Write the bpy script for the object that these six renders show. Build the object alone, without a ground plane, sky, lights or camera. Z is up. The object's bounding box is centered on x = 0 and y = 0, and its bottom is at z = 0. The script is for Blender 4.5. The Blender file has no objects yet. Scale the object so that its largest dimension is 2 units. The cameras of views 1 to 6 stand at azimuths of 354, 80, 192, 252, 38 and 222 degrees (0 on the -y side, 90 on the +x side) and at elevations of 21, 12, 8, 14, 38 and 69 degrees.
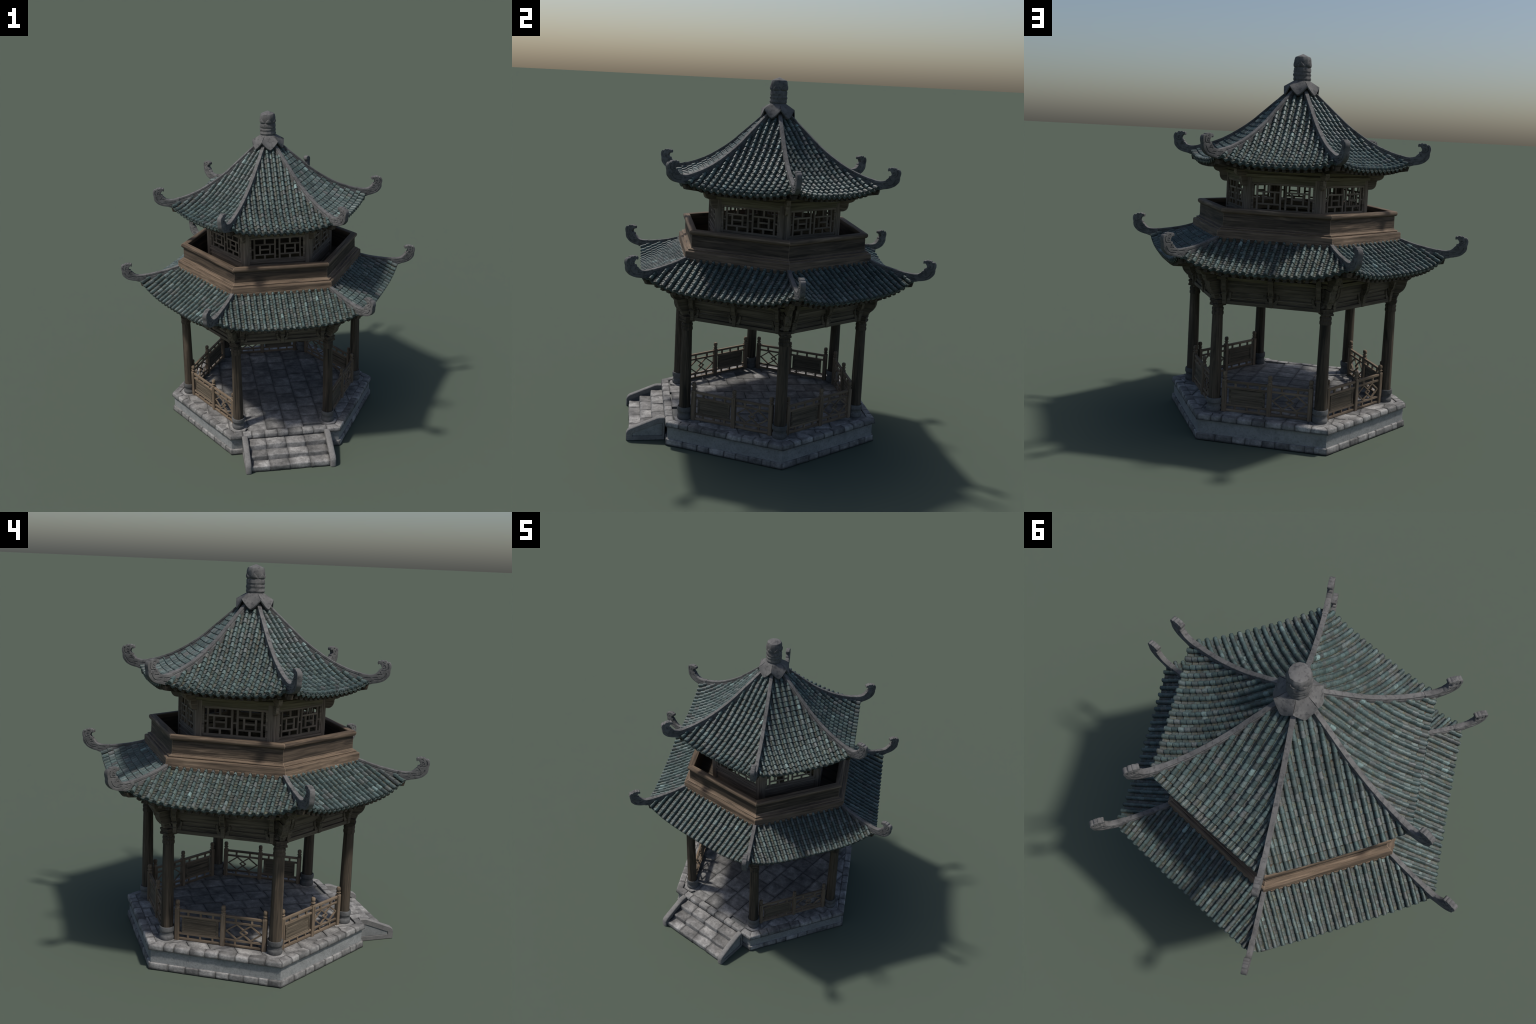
# Two-storey hexagonal pavilion with glazed tile roofs on a stone base.
import bpy, bmesh, math, random
import numpy as np
from mathutils import Vector, Matrix, noise

random.seed(7)
T30 = math.tan(math.radians(30)); C30 = math.cos(math.radians(30))
rnd = random.Random(11)

# ------------------------------------------------------------------ materials
class NT:
    """small helper around a node tree"""
    def __init__(self, name):
        self.m = bpy.data.materials.new(name); self.m.use_nodes = True
        self.t = self.m.node_tree; self.n = self.t.nodes; self.l = self.t.links
        self.b = self.n['Principled BSDF']
    def add(self, kind, **kw):
        n = self.n.new(kind)
        for k, v in kw.items(): setattr(n, k, v)
        return n
    def put(self, sock, v):
        if hasattr(v, 'is_output') or isinstance(v, bpy.types.NodeSocket): self.l.new(v, sock)
        else: sock.default_value = v
    def math(self, op, a, b=0.0, c=0.0, clamp=False):
        n = self.add('ShaderNodeMath', operation=op, use_clamp=clamp)
        self.put(n.inputs[0], a); self.put(n.inputs[1], b); self.put(n.inputs[2], c)
        return n.outputs[0]
    def ramp(self, fac, stops, interp='LINEAR'):
        n = self.add('ShaderNodeValToRGB'); n.color_ramp.interpolation = interp
        e = n.color_ramp.elements
        while len(e) < len(stops): e.new(0.5)
        for el, (p, c) in zip(e, stops):
            el.position = p
            el.color = (c, c, c, 1) if isinstance(c, (int, float)) else (c[0], c[1], c[2], 1)
        self.put(n.inputs[0], fac); return n.outputs[0]
    def mix(self, fac, a, b, mode='MIX'):
        n = self.add('ShaderNodeMix', data_type='RGBA', blend_type=mode)
        self.put(n.inputs[0], fac)
        for s, v in ((n.inputs[6], a), (n.inputs[7], b)):
            if isinstance(v, tuple): v = (v[0], v[1], v[2], 1)
            self.put(s, v)
        return n.outputs[2]
    def coord(self, kind='Object', scale=(1, 1, 1), offset=None):
        c = self.add('ShaderNodeTexCoord'); mp = self.add('ShaderNodeMapping')
        mp.inputs['Scale'].default_value = scale
        self.l.new(c.outputs[kind], mp.inputs['Vector'])
        if offset is not None: self.l.new(offset, mp.inputs['Location'])
        return mp.outputs[0]
    def noise(self, vec, scale, detail=4, rough=0.55, dist=0.0, w=None):
        n = self.add('ShaderNodeTexNoise')
        if w is not None:
            n.noise_dimensions = '4D'; self.put(n.inputs['W'], w)
        self.l.new(vec, n.inputs['Vector']); n.inputs['Scale'].default_value = scale
        n.inputs['Detail'].default_value = detail; n.inputs['Roughness'].default_value = rough
        n.inputs['Distortion'].default_value = dist
        return n.outputs[0]
    def rand(self):
        """one random number per separate piece: per object plus per loose island of a joined mesh"""
        o = self.add('ShaderNodeObjectInfo'); g = self.add('ShaderNodeNewGeometry')
        s = self.math('ADD', o.outputs['Random'], g.outputs['Random Per Island'])
        return self.math('FRACT', s)
    def edge(self, radius):
        """0 on flats, 1 on convex or concave arrises, from the rounded versus the true normal"""
        bv = self.add('ShaderNodeBevel'); bv.samples = 4; bv.inputs['Radius'].default_value = radius
        g = self.add('ShaderNodeNewGeometry'); d = self.add('ShaderNodeVectorMath', operation='DOT_PRODUCT')
        self.l.new(bv.outputs[0], d.inputs[0]); self.l.new(g.outputs['Normal'], d.inputs[1])
        return self.math('SUBTRACT', 1.0, d.outputs['Value'], clamp=True)
    def bump(self, h, strength, dist=0.002):
        n = self.add('ShaderNodeBump'); n.inputs['Strength'].default_value = strength
        n.inputs['Distance'].default_value = dist
        self.put(n.inputs['Height'], h); self.l.new(n.outputs[0], self.b.inputs['Normal'])
    def out(self, color, rough=0.8, spec=0.3):
        self.put(self.b.inputs['Base Color'], color); self.put(self.b.inputs['Roughness'], rough)
        self.b.inputs['Specular IOR Level'].default_value = spec
        return self.m

def sc(c, k): return tuple(x * k for x in c)

def mat_tile(name, grey, gain=1.0):
    m = NT(name); r = m.rand()
    base = m.ramp(r, [(0.0, (0.068, 0.090, 0.089)), (0.16, (0.062, 0.097, 0.094)), (0.34, (0.079, 0.115, 0.111)),
                      (0.55, (0.071, 0.107, 0.104)), (0.74, (0.094, 0.131, 0.127)), (0.92, (0.104, 0.112, 0.111)),
                      (0.985, (0.130, 0.180, 0.174)), (1.0, (0.20, 0.29, 0.28))])
    if grey:
        r2 = m.math('FRACT', m.math('MULTIPLY', r, 7.31))
        base = m.mix(m.ramp(r2, [(0.2, 0.15), (0.75, 0.9)]), sc_node(m, base, 0.98), (0.086, 0.090, 0.083))
    geo = m.add('ShaderNodeNewGeometry'); pos = m.add('ShaderNodeMapping')
    m.l.new(geo.outputs['Position'], pos.inputs['Vector']); p = pos.outputs[0]
    n1 = m.noise(p, 90, 5, 0.6)
    base = m.mix(m.ramp(n1, [(0.3, 0.0), (0.7, 1.0)]), sc_node(m, base, 0.68), sc_node(m, base, 1.22))
    n2 = m.noise(p, 28, 4, 0.6); n3 = m.noise(p, 150, 3, 0.6)
    moss = m.math('MULTIPLY', m.ramp(n2, [(0.5, 0.0), (0.68, 1.0)]), m.ramp(n3, [(0.46, 0.0), (0.6, 1.0)]))
    base = m.mix(m.math('MULTIPLY', moss, 0.85 if grey else 0.4), base, (0.125, 0.115, 0.045))
    tone = m.math('ADD', m.math('MULTIPLY', m.math('FRACT', m.math('MULTIPLY', r, 23.7)), 0.62), 0.66)
    cc = m.add('ShaderNodeCombineColor')
    for i in range(3): m.put(cc.inputs[i], tone)
    base = m.mix(1.0, base, cc.outputs[0], 'MULTIPLY')
    if gain != 1: base = sc_node(m, base, gain)
    n4 = m.noise(p, 260, 3, 0.6)
    base = m.mix(m.ramp(n4, [(0.36, 0.5), (0.5, 0.0)]), base, (0.022, 0.028, 0.028))
    m.bump(n1, 0.35, 0.002)
    return m.out(base, 0.62 if grey else 0.48, 0.4)

def mat_shade_moss():
    m = NT('tile_shade_moss'); n = m.noise(m.coord(), 160, 3)  # lap and gutter shade put into the colour, with ochre moss patches
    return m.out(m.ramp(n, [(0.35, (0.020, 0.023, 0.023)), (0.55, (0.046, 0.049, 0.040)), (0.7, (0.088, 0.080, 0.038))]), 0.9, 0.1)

def sc_node(m, col, k):
    return m.mix(1.0, col, (k, k, k), 'MULTIPLY')

def mat_ridge():
    m = NT('grey_ridge_stone'); v = m.coord(); o = m.add('ShaderNodeObjectInfo').outputs['Random']
    w = m.math('MULTIPLY', o, 9.0)
    n = m.noise(v, 14, 5, 0.6, w=w); f = m.noise(v, 60, 5, 0.68, w=w)
    c = m.ramp(n, [(0.25, (0.072, 0.071, 0.070)), (0.5, (0.118, 0.116, 0.114)), (0.75, (0.170, 0.167, 0.164))])
    c = m.mix(m.ramp(f, [(0.36, 0.75), (0.5, 0.0)]), c, (0.045, 0.045, 0.047))
    m.bump(f, 0.4, 0.002)
    return m.out(c, 0.85, 0.25)

def mat_stone(name, dark, mid, light, edge=0.0, scale=1.0, floor_shade=False):
    m = NT(name); v = m.coord(); o = m.rand(); w = m.math('MULTIPLY', o, 13.0)
    n = m.noise(v, 16 * scale, 5, 0.6, w=w); f = m.noise(v, 110, 5, 0.65, w=w); s = m.noise(v, 45, 3, 0.5, 0.6, w=w)
    c = m.ramp(n, [(0.30, dark), (0.48, mid), (0.70, light)])
    k = m.math('ADD', m.math('MULTIPLY', o, 0.6), 0.70)
    cc = m.add('ShaderNodeCombineColor')
    for i in range(3): m.put(cc.inputs[i], k)
    c = m.mix(1.0, c, cc.outputs[0], 'MULTIPLY')
    c = m.mix(m.ramp(f, [(0.3, 0.5), (0.55, 0.0)]), c, sc(dark, 0.7))
    c = m.mix(m.ramp(s, [(0.66, 0.0), (0.78, 0.7)]), c, sc(dark, 0.55))
    if floor_shade:
        # occlusion shade painted into the middle of the floor, paler towards the rim
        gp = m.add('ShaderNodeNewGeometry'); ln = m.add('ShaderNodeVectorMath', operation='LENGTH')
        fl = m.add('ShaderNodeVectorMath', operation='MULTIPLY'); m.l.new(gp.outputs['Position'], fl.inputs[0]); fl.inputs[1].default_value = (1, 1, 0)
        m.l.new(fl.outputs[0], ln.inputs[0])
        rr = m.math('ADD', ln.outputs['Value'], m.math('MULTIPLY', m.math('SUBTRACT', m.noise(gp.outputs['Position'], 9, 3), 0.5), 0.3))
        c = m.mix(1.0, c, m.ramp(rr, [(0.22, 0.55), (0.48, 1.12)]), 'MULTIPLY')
    if edge:
        # occlusion shade painted in along the joints: distance to the ends of each piece's own box
        g = m.add('ShaderNodeTexCoord'); sp = m.add('ShaderNodeSeparateXYZ')
        m.l.new(g.outputs['Generated'], sp.inputs[0])
        wob = m.math('MULTIPLY', m.math('SUBTRACT', m.noise(v, 30, 3, 0.5, w=w), 0.5), 0.22)
        ds = []
        for ax in (0, 1):
            x = m.math('ABSOLUTE', m.math('SUBTRACT', sp.outputs[ax], 0.5)); ds.append(x)
        d = m.math('MAXIMUM', ds[0], ds[1]) if edge == 1 else ds[0]
        d = m.math('ADD', d, wob)
        c = m.mix(m.ramp(d, [(0.33, 0.0), (0.53, 0.6)], 'EASE'), c, sc(dark, 0.45))
        if edge == 2:  # occlusion shade painted upwards from the foot of each stone
            z = m.math('ADD', sp.outputs[2], wob)
            c = m.mix(m.ramp(z, [(0.0, 0.85), (0.42, 0.0)], 'EASE'), c, sc(dark, 0.4))
    m.bump(f, 0.6, 0.003)
    return m.out(c, 0.8, 0.3)

def mat_wood(name, dark, mid, light, axis, wear=0.0):
    m = NT(name); o = m.rand(); w = m.math('MULTIPLY', o, 17.0)
    s = [16, 16, 16]; s[axis] = 1.3
    s2 = [95, 95, 95]; s2[axis] = 4.0
    a = m.noise(m.coord(scale=tuple(s)), 1.6, 5, 0.62, 1.1, w=w)
    g = m.noise(m.coord(scale=tuple(s2)), 1.4, 4, 0.6, 0.4, w=w)
    p = m.noise(m.coord(), 9, 3, 0.5, w=w)
    c = m.ramp(a, [(0.34, dark), (0.47, mid), (0.56, mid), (0.70, light)])
    c = m.mix(m.ramp(g, [(0.36, 0.62), (0.56, 0.0)]), c, sc(dark, 0.55))
    c = m.mix(m.ramp(g, [(0.62, 0.0), (0.75, 0.5)]), c, light)
    c = m.mix(m.ramp(p, [(0.52, 0.0), (0.72, 0.35)]), c, sc(mid, 0.55))
    k = m.math('ADD', m.math('MULTIPLY', o, 0.3), 0.85)
    cc = m.add('ShaderNodeCombineColor')
    for i in range(3): m.put(cc.inputs[i], k)
    c = m.mix(1.0, c, cc.outputs[0], 'MULTIPLY')
    if wear:
        e = m.math('MULTIPLY', m.ramp(m.edge(0.0032), [(0.02, 0.0), (0.22, 1.0)]), m.ramp(m.noise(m.coord(), 22, 3, 0.6, w=w), [(0.36, 0.25), (0.6, 1.0)]))
        c = m.mix(m.math('MULTIPLY', e, wear), c, sc(light, 1.3))
    m.bump(g, 0.5, 0.002)
    return m.out(c, 0.78, 0.25)

M_COVER = mat_tile('teal_glazed_tile', False)
M_PAN = mat_tile('weathered_pan_tile', True)
M_EAVE = mat_tile('shaded_eave_tile', False, 0.62)  # cover glaze darkened, so the shade at the eave is in the colour
M_RIDGE = mat_ridge(); M_SHADE_MOSS = mat_shade_moss()
M_PAVE = mat_stone('paving_stone', (0.095, 0.093, 0.091), (0.198, 0.194, 0.188), (0.37, 0.361, 0.348), 1, floor_shade=True)
M_EDGE = mat_stone('edging_stone_grey', (0.085, 0.083, 0.082), (0.192, 0.188, 0.182), (0.36, 0.352, 0.340), 2)
M_RAMP = mat_stone('ramp_stone', (0.135, 0.132, 0.128), (0.185, 0.181, 0.176), (0.225, 0.22, 0.212))
M_BAND = mat_stone('pale_plaster', (0.150, 0.155, 0.154), (0.195, 0.201, 0.199), (0.235, 0.240, 0.237))
M_DRUM = mat_stone('dark_drum_stone', (0.075, 0.076, 0.076), (0.115, 0.115, 0.114), (0.155, 0.153, 0.150))
WL = ((0.080, 0.060, 0.042), (0.185, 0.138, 0.095), (0.285, 0.218, 0.156))
WP = ((0.040, 0.030, 0.022), (0.148, 0.107, 0.074), (0.290, 0.212, 0.148))
WD = ((0.026, 0.022, 0.017), (0.080, 0.062, 0.045), (0.158, 0.122, 0.089))
WO = ((0.085, 0.072, 0.043), (0.180, 0.152, 0.093), (0.260, 0.22, 0.14))
M_WBX = mat_wood('dark_parapet_wood', (0.024, 0.019, 0.015), (0.088, 0.066, 0.048), (0.215, 0.158, 0.112), 0, 0.8)
M_WPX = mat_wood('balcony_wood', *WP, 0, 1.0)
M_WLX = mat_wood('light_wood', *WL, 0, 0.4); M_WLZ = mat_wood('light_wood_upright', *WL, 2, 0.4)
M_WDX = mat_wood('dark_wood', *WD, 0); M_WDZ = mat_wood('dark_wood_upright', *WD, 2)
M_WOX = mat_wood('olive_stained_wood', *WO, 0); M_WDY = mat_wood('rafter_wood', *WD, 1)
WM = ((0.105, 0.082, 0.060), (0.225, 0.178, 0.133), (0.32, 0.258, 0.196))
WF = ((0.050, 0.042, 0.031), (0.135, 0.110, 0.082), (0.230, 0.188, 0.142))
M_WFX = mat_wood('frieze_wood', *WF, 0, 0.45)
M_WMX = mat_wood('brown_wood', *WM, 0, 0.3); M_WMZ = mat_wood('brown_wood_upright', *WM, 2, 0.3)

# ------------------------------------------------------------------ mesh helpers
def finish(bm, name, mat, smooth=None):
    bmesh.ops.recalc_face_normals(bm, faces=bm.faces)
    me = bpy.data.meshes.new(name); bm.to_mesh(me); bm.free()
    me.materials.append(mat)
    if smooth is not None:
        me.polygons.foreach_set('use_smooth', [True] * len(me.polygons))
        me.set_sharp_from_angle(angle=math.radians(smooth))
    return me

def put(name, me, parent, matrix=None, rot=None):
    o = bpy.data.objects.new(name, me); bpy.context.scene.collection.objects.link(o)
    if parent is not None: o.parent = parent
    if matrix is not None: o.matrix_local = matrix
    elif rot is not None: o.rotation_euler = (0, 0, math.radians(rot))
    return o

def add_box(bm, x0, x1, y0, y1, z0, z1, bev=0.0, seg=1):
    r = bmesh.ops.create_cube(bm, size=1.0)
    for v in r['verts']:
        v.co = Vector((x0 + (v.co.x + .5) * (x1 - x0), y0 + (v.co.y + .5) * (y1 - y0), z0 + (v.co.z + .5) * (z1 - z0)))
    if bev:
        es = list({e for v in r['verts'] for e in v.link_edges})
        bmesh.ops.bevel(bm, geom=es, offset=bev, segments=seg, affect='EDGES', profile=0.6)

def add_prism(bm, pts, d0, d1, axis='y', bev=0.0, seg=1):
    """extrude a closed outline; axis y: pts are (x,z); axis x: pts are (y,z); axis z: pts are (x,y)"""
    f = {'y': lambda p, d: (p[0], d, p[1]), 'x': lambda p, d: (d, p[0], p[1]), 'z': lambda p, d: (p[0], p[1], d)}[axis]
    a = [bm.verts.new(f(p, d0)) for p in pts]; b = [bm.verts.new(f(p, d1)) for p in pts]
    n = len(pts); fa = bm.faces.new(a); fb = bm.faces.new(b[::-1]); fs = [fa, fb]
    for i in range(n): fs.append(bm.faces.new((a[i], b[i], b[(i + 1) % n], a[(i + 1) % n])))
    if bev:
        bmesh.ops.recalc_face_normals(bm, faces=fs)
        bmesh.ops.bevel(bm, geom=list(set(fa.edges) | set(fb.edges)), offset=bev, segments=seg, affect='EDGES', profile=0.5)

def add_lathe(bm, prof, n, center=(0, 0), phase=0.0, wob=0.0):
    rings = []
    for r, z in prof:
        if r < 1e-6: rings.append([bm.verts.new((center[0], center[1], z))]); continue
        rings.append([bm.verts.new((center[0] + r * math.cos(2 * math.pi * (i + phase) / n),
                                    center[1] + r * math.sin(2 * math.pi * (i + phase) / n), z)) for i in range(n)])
    for A, B in zip(rings, rings[1:]):
        for i in range(n):
            j = (i + 1) % n
            if len(A) == 1 and len(B) == 1: continue
            if len(A) == 1: bm.faces.new((A[0], B[j], B[i]))
            elif len(B) == 1: bm.faces.new((A[i], A[j], B[0]))
            else: bm.faces.new((A[i], A[j], B[j], B[i]))
    for R in (rings[0], rings[-1]):
        if len(R) > 2: bm.faces.new(R)

def add_face_sweep(bm, prof, cut=1.0):
    """sweep an (apothem, z) closed profile along one hexagon side (front side, mitred ends)"""
    a = [bm.verts.new((-p[0] * T30 * cut, -p[0], p[1])) for p in prof]
    b = [bm.verts.new((p[0] * T30 * cut, -p[0], p[1])) for p in prof]
    n = len(prof); bm.faces.new(a); bm.faces.new(b[::-1])
    for i in range(n): bm.faces.new((a[i], b[i], b[(i + 1) % n], a[(i + 1) % n]))

def jitter(bm, amp, scale, seed=0.0):
    for v in bm.verts:
        p = v.co * scale + Vector((seed, seed * 1.7, seed * .3))
        v.co += Vector((noise.noise(p), noise.noise(p + Vector((9, 3, 1))), noise.noise(p + Vector((4, 8, 7))))) * amp

def simple(name, mat, fn, smooth=None):
    bm = bmesh.new(); fn(bm); return finish(bm, name, mat, smooth)

def interp(x, tab):
    return float(np.interp(x, [t[0] for t in tab], [t[1] for t in tab]))

def spline(x, tab):
    """monotone-ish smooth interpolation through (x,y) stations"""
    xs = [t[0] for t in tab]; ys = [t[1] for t in tab]; n = len(xs)
    if x <= xs[0]: return ys[0] + (x - xs[0]) * (ys[1] - ys[0]) / (xs[1] - xs[0])
    if x >= xs[-1]: return ys[-1] + (x - xs[-1]) * (ys[-1] - ys[-2]) / (xs[-1] - xs[-2])
    i = max(j for j in range(n) if xs[j] <= x); i = min(i, n - 2)
    def sl(k):
        k0, k1 = max(k - 1, 0), min(k + 1, n - 1)
        return (ys[k1] - ys[k0]) / (xs[k1] - xs[k0])
    h = xs[i + 1] - xs[i]; t = (x - xs[i]) / h
    return ((2*t**3 - 3*t*t + 1) * ys[i] + (t**3 - 2*t*t + t) * h * sl(i)
            + (-2*t**3 + 3*t*t) * ys[i + 1] + (t**3 - t*t) * h * sl(i + 1))

def clip_poly(poly, nx, ny, d):
    out = []
    for i, p in enumerate(poly):
        q = poly[(i + 1) % len(poly)]
        dp = p[0] * nx + p[1] * ny - d; dq = q[0] * nx + q[1] * ny - d
        if dp <= 0: out.append(p)
        if dp * dq < 0:
            t = dp / (dp - dq); out.append((p[0] + t * (q[0] - p[0]), p[1] + t * (q[1] - p[1])))
    return out

def hexagon(R): return [(R * math.cos(math.radians(60 * k)), R * math.sin(math.radians(60 * k))) for k in range(6)]
FACES = (0, 60, 120, 180, 240, 300)      # rotations of the front (-y) side

root = bpy.data.objects.new('pavilion', None); bpy.context.scene.collection.objects.link(root)
root['label'] = 'two-storey hexagonal wooden pavilion with teal tiled upturned roofs on stone base'
root['category'] = 'pavilion'

# ------------------------------------------------------------------ stone base
FLOOR = 0.130
def base_core(bm):
    add_prism(bm, hexagon(0.6665), 0.004, 0.1045, 'z')
    add_prism(bm, hexagon(0.640), 0.1045, 0.119, 'z')
base = put('stone_base', simple('stone_base', M_BAND, base_core), root)

def stone_run(cums, a_out, a_in, z0, z1, tag, roundtop):
    """one hexagon side of edging stones between two apothems, mitred at the corners"""
    mes = []
    L = 2 * a_out * T30; Li = 2 * a_in * T30
    for i in range(len(cums) - 1):
        bm = bmesh.new(); g = 0.0005
        def X(t, a): return (t - 0.5) * L if 0 < t < 1 else (t - 0.5) * 2 * a * T30
        x0o, x1o = X(cums[i], a_out), X(cums[i + 1], a_out)
        x0i, x1i = X(cums[i], a_in), X(cums[i + 1], a_in)
        sk = rnd.uniform(-.004, .004) if 0 < i < len(cums) - 2 else 0
        dz = rnd.uniform(-.0014, .0012)
        pts = [(x0o + g, -a_out), (x1o - g, -a_out), (x1i - g, -a_in), (x0i + g, -a_in)]
        lo = [bm.verts.new((p[0], p[1], z0)) for p in pts]
        hi = [bm.verts.new((p[0], p[1] + (0.002 if k < 2 else 0), z1 + dz)) for k, p in enumerate(pts)]
        bm.faces.new(lo[::-1]); bm.faces.new(hi)
        for k in range(4): bm.faces.new((lo[k], lo[(k + 1) % 4], hi[(k + 1) % 4], hi[k]))
        bmesh.ops.recalc_face_normals(bm, faces=bm.faces)
        es = [e for e in bm.edges if all(v in hi[:2] for v in e.verts)]
        bmesh.ops.bevel(bm, geom=es, offset=roundtop, segments=4, affect='EDGES', profile=0.5)
        es = [e for e in bm.edges if e.calc_face_angle(0) > 0.7]
        bmesh.ops.bevel(bm, geom=es, offset=0.0019, segments=2, affect='EDGES', profile=0.5, clamp_overlap=True)
        bmesh.ops.subdivide_edges(bm, edges=[e for e in bm.edges if e.calc_length() > .02], cuts=2, use_grid_fill=True)
        jitter(bm, 0.0017, 38, i * 3.1 + z0 * 50)
        jitter(bm, 0.0010, 110, i * 1.7 + z0 * 50)
        for v in bm.verts: v.co.z = max(v.co.z, 0.0)
        mes.append(finish(bm, tag, M_EDGE, 40))
    return mes
def unskew(u, q=0.9): return u / (q + u * (1 - q))
CU = [unskew(u) for u in (0, .103, .177, .289, .402, .50, .63, .732, .862, 1)]
CL = [unskew(u) for u in (0, .136, .259, .357, .485, .586, .698, .818, .894, 1)]
up = stone_run(CU, 0.5905, 0.5475, 0.1045, 0.1335, 'edging_stone', 0.0085)
lowr = stone_run(CL, 0.5885, 0.560, 0.0, 0.0325, 'plinth_stone', 0.005)
for r in FACES:
    for me in up: put('edging_stone', me, base, rot=r)
    for me in lowr: put('plinth_stone', me, base, rot=r)

# paving slabs: columns of roughly square slabs, clipped to the hexagon
PW = 0.1147
hexn = [(math.cos(math.radians(30 + 60 * k)), math.sin(math.radians(30 + 60 * k))) for k in range(6)]
for c in range(-6, 6):
    x0 = 0.004 + c * PW; y = -0.60 + rnd.uniform(0, .09)
    while y < 0.6:
        h = rnd.uniform(.094, .120)
        g = 0.0005
        sk = rnd.uniform(-.003, .003)
        poly = [(x0 + g, y + g), (x0 + PW - g, y + g + sk), (x0 + PW - g, y + h - g + sk), (x0 + g, y + h - g)]
        for nx, ny in hexn: poly = clip_poly(poly, nx, ny, 0.5462)
        y += h
        if len(poly) < 3: continue
        area = abs(sum(poly[i][0] * poly[(i + 1) % len(poly)][1] - poly[(i + 1) % len(poly)][0] * poly[i][1] for i in range(len(poly)))) / 2
        if area < 2.0e-4: continue
        cx = sum(p[0] for p in poly) / len(poly); cy = sum(p[1] for p in poly) / len(poly)
        bm = bmesh.new()
        tilt = (rnd.uniform(-.014, .014), rnd.uniform(-.014, .014)); dz = rnd.uniform(-.0006, .0006)
        add_prism(bm, [(p[0] - cx, p[1] - cy) for p in poly], -0.014, 0, 'z')
        bmesh.ops.recalc_face_normals(bm, faces=bm.faces)
        tf = [f for f in bm.faces if f.normal.z > .9]
        bmesh.ops.bevel(bm, geom=list(tf[0].edges), offset=.0012, segments=1, affect='EDGES')
        for v in bm.verts:
            if v.co.z > -.01: v.co.z += dz + v.co.x * tilt[0] + v.co.y * tilt[1]
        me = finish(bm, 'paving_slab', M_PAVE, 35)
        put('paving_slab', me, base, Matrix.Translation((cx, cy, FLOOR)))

# ------------------------------------------------------------------ stairs
YF = -0.5905
def stair_core(bm): add_box(bm, -.236, .236, -.772, YF + .012, 0.002, .024)
stairs = put('stairs', simple('stairs', M_RAMP, stair_core), root)
rows = [(-.787, -.717, .0, .0345, (-.238, -.122, -.004, .121, .238)),
        (-.723, -.652, .010, .0670, (-.238, -.130, .000, .118, .238)),
        (-.658, YF + .004, .020, .100, (-.238, -.128, -.008, .112, .238))]
for ri, (y0, y1, z0, z1, xs) in enumerate(rows):
    for i in range(4):
        bm = bmesh.new()
        w = (xs[i + 1] - xs[i]) / 2 - .0003; cx = (xs[i + 1] + xs[i]) / 2
        dz = rnd.uniform(-.0015, .0015); dy = rnd.uniform(-.0015, .0015)
        add_box(bm, -w, w, y0 + dy, y1, z0, z1 + dz)
        es = [e for e in bm.edges if all(abs(v.co.y - y0 - dy) < 1e-5 and abs(v.co.z - z1 - dz) < 1e-5 for v in e.verts)]
        bmesh.ops.bevel(bm, geom=es, offset=.0065, segments=3, affect='EDGES', profile=.5)
        es = [e for e in bm.edges if e.calc_face_angle(0) > .8]
        bmesh.ops.bevel(bm, geom=es, offset=.0014, segments=2, affect='EDGES', profile=.5)
        bmesh.ops.subdivide_edges(bm, edges=[e for e in bm.edges if e.calc_length() > .03], cuts=4, use_grid_fill=True)
        jitter(bm, .0026, 30, i * 5.2 + ri); jitter(bm, .0013, 100, i * 2.2 + ri)
        for v in bm.verts: v.co.z = max(v.co.z, 0.0)
        put('step_stone', finish(bm, 'step_stone', M_EDGE, 45), stairs, Matrix.Translation((cx, 0, 0)))
def ramp(bm):
    out = [(-.798, 0), (-.798, .040), (-.793, .053), (-.782, .0625), (-.70, .096), (-.634, .1225), (-.622, .125), (YF - .001, .125), (YF - .001, 0)]
    inn = [(-.770, .022), (-.769, .040), (-.631, .0955), (-.604, .0985), (-.603, .022)]
    # body with a sunk panel on both long sides
    add_prism(bm, out, -.0106, .0106, 'x', 0)
    add_frame(bm, out, inn, -.0168, -.0102); add_frame(bm, out, inn, .0102, .0168)
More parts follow.
